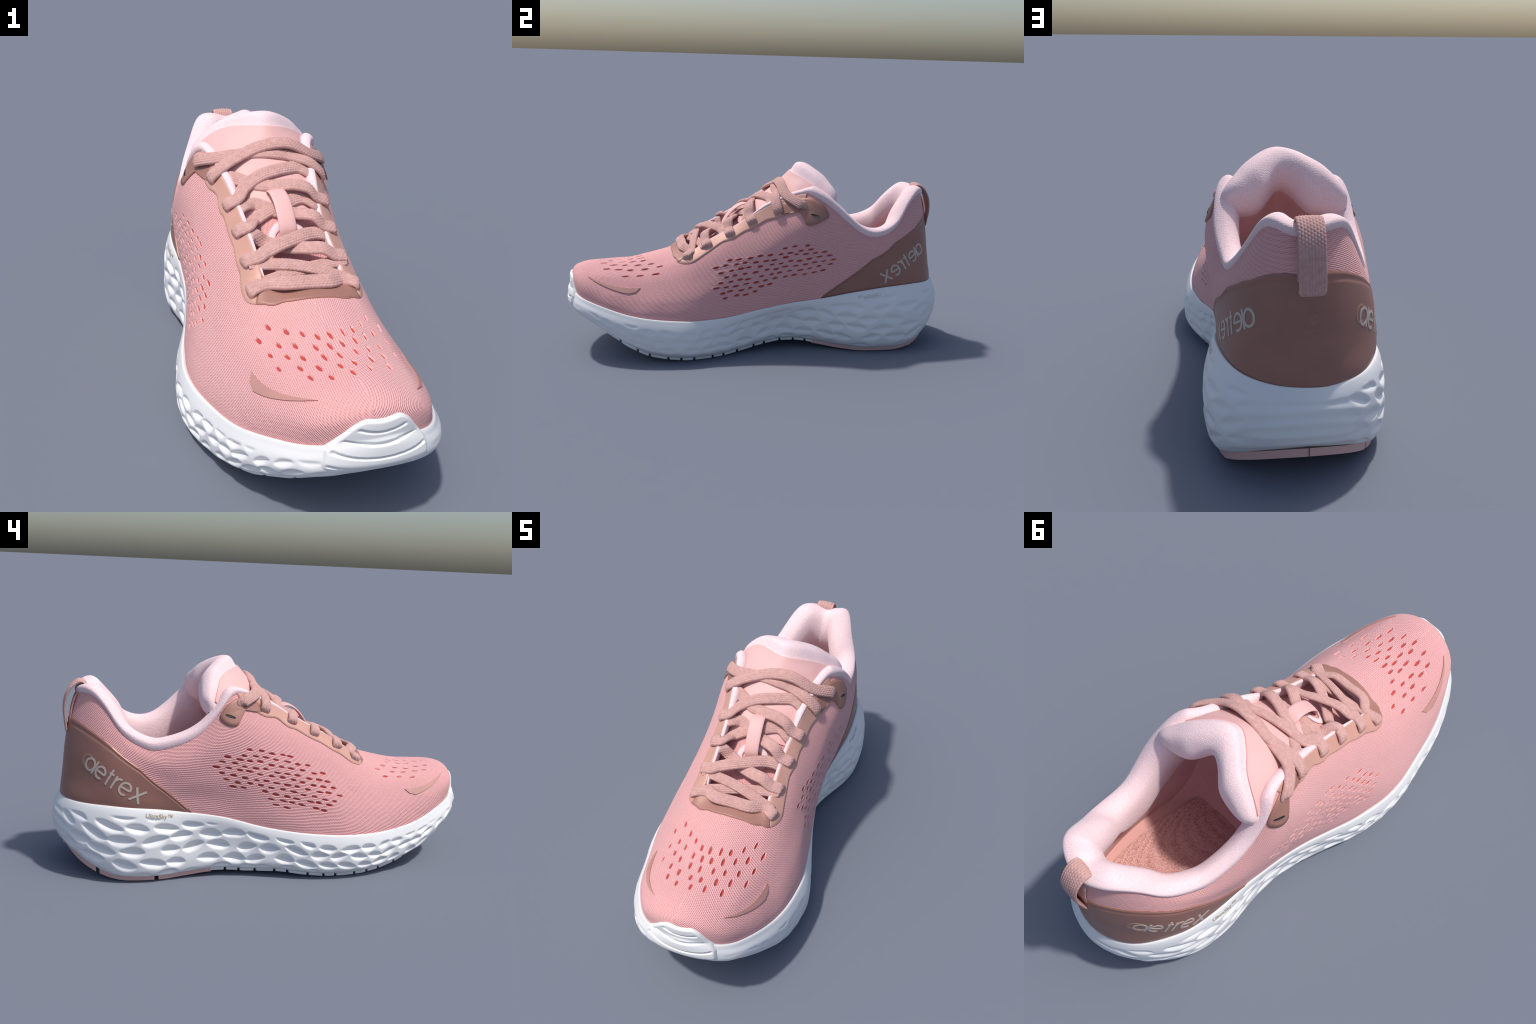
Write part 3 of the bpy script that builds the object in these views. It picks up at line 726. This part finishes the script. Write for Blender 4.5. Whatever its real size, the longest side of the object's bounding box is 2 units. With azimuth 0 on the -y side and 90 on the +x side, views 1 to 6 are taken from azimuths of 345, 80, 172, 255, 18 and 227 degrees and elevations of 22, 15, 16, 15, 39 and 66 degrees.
# ------------------------------------------------------------------ laces
def ribbon(name, path, normals, width, thick, mat, n=120, ridges=6, pitch=.0120, parent=root):
    """flat braided band swept along path; normals give the up side of the band"""
    if ridges: n = max(n, int(np.sum(np.linalg.norm(np.diff(np.array(path), axis=0), axis=1)) / .0019))
    P = open_spline(path, n); Nn = open_spline(normals, n); Nn /= np.linalg.norm(Nn, axis=1, keepdims=True)
    t = np.gradient(P, axis=0); t /= np.linalg.norm(t, axis=1, keepdims=True)
    Nn = Nn - t * np.sum(Nn * t, 1, keepdims=True); Nn /= np.linalg.norm(Nn, axis=1, keepdims=True)
    w = np.cross(t, Nn); s = np.r_[0, np.cumsum(np.linalg.norm(np.diff(P, axis=0), axis=1))]
    top = np.linspace(0, math.pi, 8 * max(ridges, 4) + 1); low = np.linspace(math.pi, 2 * math.pi, 18)[1:-1]
    ang = np.concatenate([top, low]); K = len(ang); verts = []
    ca, sa = np.cos(ang), np.sin(ang)
    X = np.sign(ca) * np.abs(ca) ** .8; Z = np.sign(sa) * np.abs(sa) ** .62
    X[:len(top)] = np.linspace(1, -1, len(top)); Z[:len(top)] = (1 - np.abs(X[:len(top)]) ** 3.2) ** .62
    col = (X + 1) / 2 * ridges; cell = np.floor(col - 1e-6); across = np.abs(np.sin(math.pi * col))
    upper = (Z >= 0) & (ridges > 0)
    for i in range(n):
        e = min(i, n - 1 - i) / 5.0; taper = 1 if e >= 1 else .86 + .14 * e
        stitch = np.sqrt(np.abs(np.sin(math.pi * (s[i] / pitch + .5 * (cell % 2) + .25 * (col - cell)))))
        d = (.0022 * across * stitch - .0010) * upper
        verts.append(P[i] + np.outer(X * width / 2 * taper, w[i]) + np.outer(Z * (thick / 2) * taper + d, Nn[i]))
    vs = np.vstack(verts); F = [tuple(q) for q in grid_faces(n, K, False, True, flip=False)]
    F += [tuple(range(K - 1, -1, -1))[::-1], tuple(range((n - 1) * K, n * K))[::-1]]
    return add(name, vs, F, mat, parent)

def stay_point(pt, lift):
    co, nn, i, d = tree.find_nearest(Vector(pt)); nn = np.array(nn); u_, v_ = uv_of(co); nn = surf_n(np.array(u_), np.array(v_))
    return np.array(co) + nn * lift, nn
def throat(side, lvl):
    """throat-edge point at eyelet level lvl (1..6), and under it"""
    pts = EYE_L if side < 0 else EYE_M
    p = np.array([np.interp(lvl, range(1, 7), [q[k] for q in pts]) for k in range(3)])
    d = np.sum((T - p) ** 2, 1); return T[int(np.argmin(d))]

def strap(a_side, a_lvl, mids, b_side, b_lvl, b_over=False, over=False, width=.052):
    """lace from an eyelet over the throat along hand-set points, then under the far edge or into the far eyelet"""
    A = np.array((EYE_L if a_side < 0 else EYE_M)[a_lvl - 1]); Bp = np.array((EYE_L if b_side < 0 else EYE_M)[b_lvl - 1])
    pa, na = stay_point(A, -.006); pa1, _ = stay_point(A + np.array([-a_side * .010, 0, .005]), .015)
    path = [pa, pa1]; nor = [na, na]
    inner = [m for m in mids if abs(m[0] - .015) < .118]
    ea = throat(a_side, min(a_lvl, 5.45)) + np.array([-a_side * .004, 0, .009 if a_lvl < 5 else .018]); path.append(ea); nor.append(unit((a_side * .5, -.5, .8)))
    for m in inner:
        floor = [tongue_z(m[0], m[1])]; hit = cast((m[0], m[1], 1.4), (0, 0, -1)); floor += [hit[2] + .006] if hit is not None else []
        m = (m[0], m[1], max(m[2] + .005, max(floor) + (.026 if over else .020)))
        f = np.clip((m[0] - .015) / .19, -1, 1); nn = unit((f * .55, -.55, .8)); path.append(np.array(m) - nn * .009); nor.append(nn)
    if b_over:
        pb1, nb = stay_point(Bp + np.array([-b_side * .010, 0, .005]), .015); pb, _ = stay_point(Bp, -.006)
        eb = throat(b_side, min(b_lvl, 5.45)) + np.array([-b_side * .004, 0, .009 if b_lvl < 5 else .018])
        path += [eb, pb1, pb]; nor += [unit((b_side * .5, -.5, .8)), nb, nb]
    else:
        tb = throat(b_side, b_lvl - .12) + np.array([-b_side * .010, -.004, -.010])
        path += [tb, tb + np.array([b_side * .03, .012, -.05])]; nor += [unit((b_side * .45, -.55, .75)), unit((b_side * .7, -.4, .6))]
    return ribbon("lace", path, nor, width, .019, M_LACE)

strap(-1, 1, [(-.105,-.408,.546),(-.06,-.418,.550),(.024,-.416,.546),(.10,-.410,.540),(.145,-.402,.530)], 1, 1, True)   # front bar
strap(1, 2, [(.148,-.298,.596),(.110,-.300,.610),(.063,-.288,.610),(-.010,-.252,.606),(-.070,-.215,.612)], -1, 3)
strap(-1, 2, [(-.120,-.296,.592),(-.090,-.296,.611),(-.046,-.286,.626),(.031,-.250,.634),(.095,-.216,.632)], 1, 3, over=True)
strap(1, 3, [(.160,-.182,.660),(.119,-.178,.682),(.061,-.150,.685),(-.010,-.118,.682),(-.075,-.082,.690)], -1, 4)
strap(-1, 3, [(-.125,-.160,.645),(-.089,-.135,.664),(-.044,-.120,.676),(.030,-.105,.695),(.105,-.078,.702)], 1, 4, over=True)
strap(1, 4, [(.165,-.076,.728),(.129,-.075,.750),(.075,-.066,.764),(.010,-.048,.758),(-.045,-.030,.758),(-.085,-.004,.764)], -1, 5)
strap(-1, 4, [(-.138,-.050,.722),(-.100,-.034,.752),(-.040,-.014,.786),(.035,.006,.800),(.075,.020,.793),(.120,.036,.780)], 1, 5, over=True)
strap(-1, 6, [(-.190,.160,.828),(-.150,.135,.848),(-.110,.112,.852),(-.040,.085,.846),(.040,.072,.845),(.102,.072,.832),(.165,.072,.800)], 1, 5, True)
strap(-1, 5, [(-.160,.072,.795),(-.115,.080,.826),(-.040,.086,.858),(.031,.086,.877),(.104,.088,.874),(.160,.102,.852),(.205,.135,.825)], 1, 6, True, True)
# hidden first crossing, seen between the front bar and the second pair
for a, b, dz in ((-1, 1, .0), (1, -1, .014)):
    p0 = throat(a, 1.25) + np.array([a * .03, -.01, -.02]); p1 = throat(b, 1.95) + np.array([b * .03, 0, -.02])
    path, nor = [], []
    for f in np.linspace(0, 1, 6):
        q = p0 * (1 - f) + p1 * f; q[2] = q[2] + .012 + dz * (1 - abs(2 * f - 1)) + .01 * math.sin(math.pi * f); path.append(q); nor.append(unit((0, -.55, .83)))
    ribbon("lace", path, nor, .045, .015, M_LACE)

# lace keeper on the tongue
zt = lambda y: tongue_z(.012, y)
ribbon("lace_keeper", [(.022,-.195,zt(-.195)+.004),(.018,-.190,zt(-.190)+.045),(.012,-.135,zt(-.135)+.062),(.006,-.085,zt(-.085)+.040),(.002,-.050,zt(-.05)+.004)],
       [(0,-1,.3),(0,-.85,.5),(0,-.6,.8),(0,-.4,.9),(0,-.2,1)], .062, .010, M_LABEL, 80, 0)
ks = np.linspace(0, 2 * math.pi, 60, endpoint=False)
vs = []; fs = []
for k, t in enumerate(ks):
    for q in np.linspace(0, 2 * math.pi, 12, endpoint=False):
        rx, ry = .058 + .014 * math.cos(q), .034 + .012 * math.cos(q)
        x = .022 + rx * math.cos(t); y = -.186 + ry * math.sin(t); vs.append((x, y, tongue_z(x, y) + .004 + .008 * math.sin(q)))
vs = np.array(vs); f = grid_faces(60, 12, True, True); add("keeper_edge", vs, f, M_LINING)

# ------------------------------------------------------------------ heel pull loop
ribbon("heel_pull_loop", [(.015,.926,.626),(.016,.931,.668),(.018,.935,.722),(.019,.926,.783),(.019,.900,.830),(.019,.868,.852),(.019,.846,.846),(.019,.842,.828),(.019,.858,.815),(.018,.880,.795),(.018,.898,.750),(.018,.908,.70),(.018,.912,.66)],
       [(0,1,0),(0,1,-.1),(0,1,.05),(0,.95,.3),(0,.7,.7),(0,.3,1),(0,-.5,.9),(0,-1,0),(0,-.6,-.8),(0,-.7,-.7),(0,-1,-.4),(0,-1,-.2),(0,-1,0)], .086, .012, M_LACE, 260, 9)

# ------------------------------------------------------------------ lettering: strokes laid on the shoe
def arc(cx, cy, r, a0, a1, n=30, ry=None):
    return [(cx + r * math.cos(math.radians(a)), cy + (ry or r) * math.sin(math.radians(a))) for a in np.linspace(a0, a1, n)]
def logo_strokes():
    """lower-case word of thin geometric letters, unit = height of a small letter"""
    w = .145; out = []
    out.append((arc(.42, .5, .37, 0, 360, 44, .44), w)); out.append(([(.90, 1.06), (.86, .5), (.82, .0)], w))               # a
    out.append(([(1.02, .5), (1.40, .5), (1.76, .5)], w * .9)); out.append((arc(1.39, .5, .37, 0, 305, 40, .44), w))        # e
    out.append(([(2.12, 1.22), (2.12, .6), (2.12, .0)], w)); out.append(([(1.98, .92), (2.15, .92), (2.36, .92)], w * .9))     # t
    out.append(([(2.58, 1.0), (2.58, .5), (2.58, .0)], w)); out.append((arc(2.92, .55, .32, 165, 78, 14, .38), w))             # r
    out.append(([(3.08, .5), (3.45, .5), (3.82, .5)], w * .9)); out.append((arc(3.45, .5, .37, 0, 305, 40, .44), w))        # e
    out.append(([(4.08, 1.0), (4.40, .5), (4.76, .0)], w)); out.append(([(4.78, 1.0), (4.42, .5), (4.04, .0)], w))             # x
    return out
def stroke_mesh(pts, w, n=40):
    P = open_spline([(a, b, 0) for a, b in pts], max(6, n))[:, :2]
    t = np.gradient(P, axis=0); t /= np.linalg.norm(t, axis=1, keepdims=True) + 1e-12; nn = np.stack([-t[:, 1], t[:, 0]], 1)
    return np.stack([P + nn * w * k for k in (-.5, -.17, .17, .5)], 1)
def lay_text(name, strokes, origin, ex, ey, nrm, scale, mat, targets, lift, parent=root):
    ex, ey, nrm = unit(ex), unit(ey), unit(nrm); origin = np.array(origin)
    vs, fs = [], []; base = 0
    for pts, w in strokes:
        g = stroke_mesh(pts, w); n, m = g.shape[:2]
        top = []
        for a, b in g.reshape(-1, 2):
            p = origin + ex * a * scale + ey * b * scale
            best = None
            for t in targets:
                h = t.ray_cast(Vector(p + nrm * .5), Vector(-nrm))
                if h[0] is not None and (best is None or h[3] < best[3]): best = h
            nn = np.array(best[1]); nn = nn if np.dot(nn, nrm) > 0 else -nn
            top.append((np.array(best[0]), nn))
        for lf in (lift, lift - .003):
            vs += [p + nn * (lf + .00006 * (base % 7)) for p, nn in top]
        k = n * m; f = grid_faces(n, m); fs.append(f + base); fs.append(f[:, ::-1] + base + k)
        r = np.array([i * m for i in range(n)] + [(n - 1) * m + j for j in range(1, m)] + [i * m + m - 1 for i in range(n - 2, -1, -1)] + list(range(m - 2, 0, -1)))
        r2 = np.roll(r, -1); fs.append(np.stack([r, r2, r2 + k, r + k], 1)[:, ::-1] + base); base += 2 * k
    return add(name, vs, np.vstack(fs), mat, parent, angle=40)
logo = logo_strokes()
def word_frame(start, along, nrm, unit_h):
    """origin and axes of the word: start = left end of the first letter at half height"""
    ex = unit(along); n = unit(nrm); ex = unit(ex - n * np.dot(ex, n)); ey = np.cross(n, ex); ey = ey if ey[2] > 0 else -ey
    return np.array(start) - ey * .5 * unit_h, ex, ey, n
def put(kind, strokes, fr, unit_h, mat, lift): return lay_text(kind, strokes, fr[0], fr[1], fr[2], fr[3], unit_h, mat, [counter_tree, tree], lift)
UH = .0615
fr = word_frame((-.136, .838, .530), (-.433, -.755, -.493), (-.87, .5, 0), UH)
put("lettering", logo, fr, UH, M_PRINT, .0014)
put("lettering_swoosh", [(arc(.12, .56, .42, 40, 320, 36, .46), .11)], fr, UH, M_GHOST, .0009)
# faint round emblem on the back of the heel
efr = word_frame((.010, .95, .555), (-1, 0, 0), (0, 1, 0), .02)
put("heel_emblem", [(arc(0, .5, .62, 0, 360, 30), .10), (arc(0, .5, .30, 40, 330, 24), .09), ([(-.1, .35), (0, .5), (.12, .6)], .08),
    ([(-1.5, -1.6), (-1.1, -1.2), (-.8, -1.5)], .07), ([(-.5, -1.5), (-.3, -1.1), (-.1, -1.4)], .07), ([(.3, -1.3), (.5, -1.0), (.9, -1.2)], .07), ([(-.3, -2.4), (0, -2.2), (.2, -2.5)], .07)], efr, .02, M_GHOST, .0006)
# the inner side carries the mirror image
fr = word_frame((.180, .855, .545), (.34, -.79, -.50), (.92, .39, 0), UH)
put("lettering", logo, fr, UH, M_PRINT, .0014)

# small sole print, built-in font
def font_text(name, body, size, origin, ex, ey, nrm, mat, target, lift, mirror=False):
    cu_ = bpy.data.curves.new(name, 'FONT'); cu_.body = body; cu_.size = size; cu_.resolution_u = 3; cu_.offset = size * .012
    tmp = bpy.data.objects.new(name, cu_); bpy.context.scene.collection.objects.link(tmp)
    dg = bpy.context.evaluated_depsgraph_get(); me = bpy.data.meshes.new_from_object(tmp.evaluated_get(dg)); bpy.data.objects.remove(tmp); bpy.data.curves.remove(cu_)
    bm = bmesh.new(); bm.from_mesh(me); bmesh.ops.triangulate(bm, faces=bm.faces[:])
    for _ in range(2): bmesh.ops.subdivide_edges(bm, edges=[e for e in bm.edges if e.calc_length() > .003], cuts=1, use_grid_fill=True); bmesh.ops.triangulate(bm, faces=bm.faces[:])
    bm.to_mesh(me); bm.free()
    ex, ey, nrm = unit(ex), unit(ey), unit(nrm); origin = np.array(origin)
    for v in me.vertices:
        p = origin + ex * v.co.x * (-1 if mirror else 1) + ey * v.co.y
        h = target.ray_cast(Vector(p + nrm * .5), Vector(-nrm)); v.co = Vector(h[0]) + Vector(nrm) * lift if h[0] is not None else Vector(p)
    me.materials.clear(); me.materials.append(mat); me.name = name
    ob = bpy.data.objects.new(name, me); bpy.context.scene.collection.objects.link(ob); ob.parent = root; return ob
font_text("sole_lettering", "UltraSky\u2122", .0275, (-.27, .606, .300), (0, -1, -.10), (0, -.10, 1), (-1, 0, .3), M_SOLEINK, sole_tree, .0022)
font_text("sole_lettering", "UltraSky\u2122", .0275, (.31, .610, .312), (0, -1, -.14), (0, -.14, 1), (1, 0, .3), M_FAINT, sole_tree, .0018)
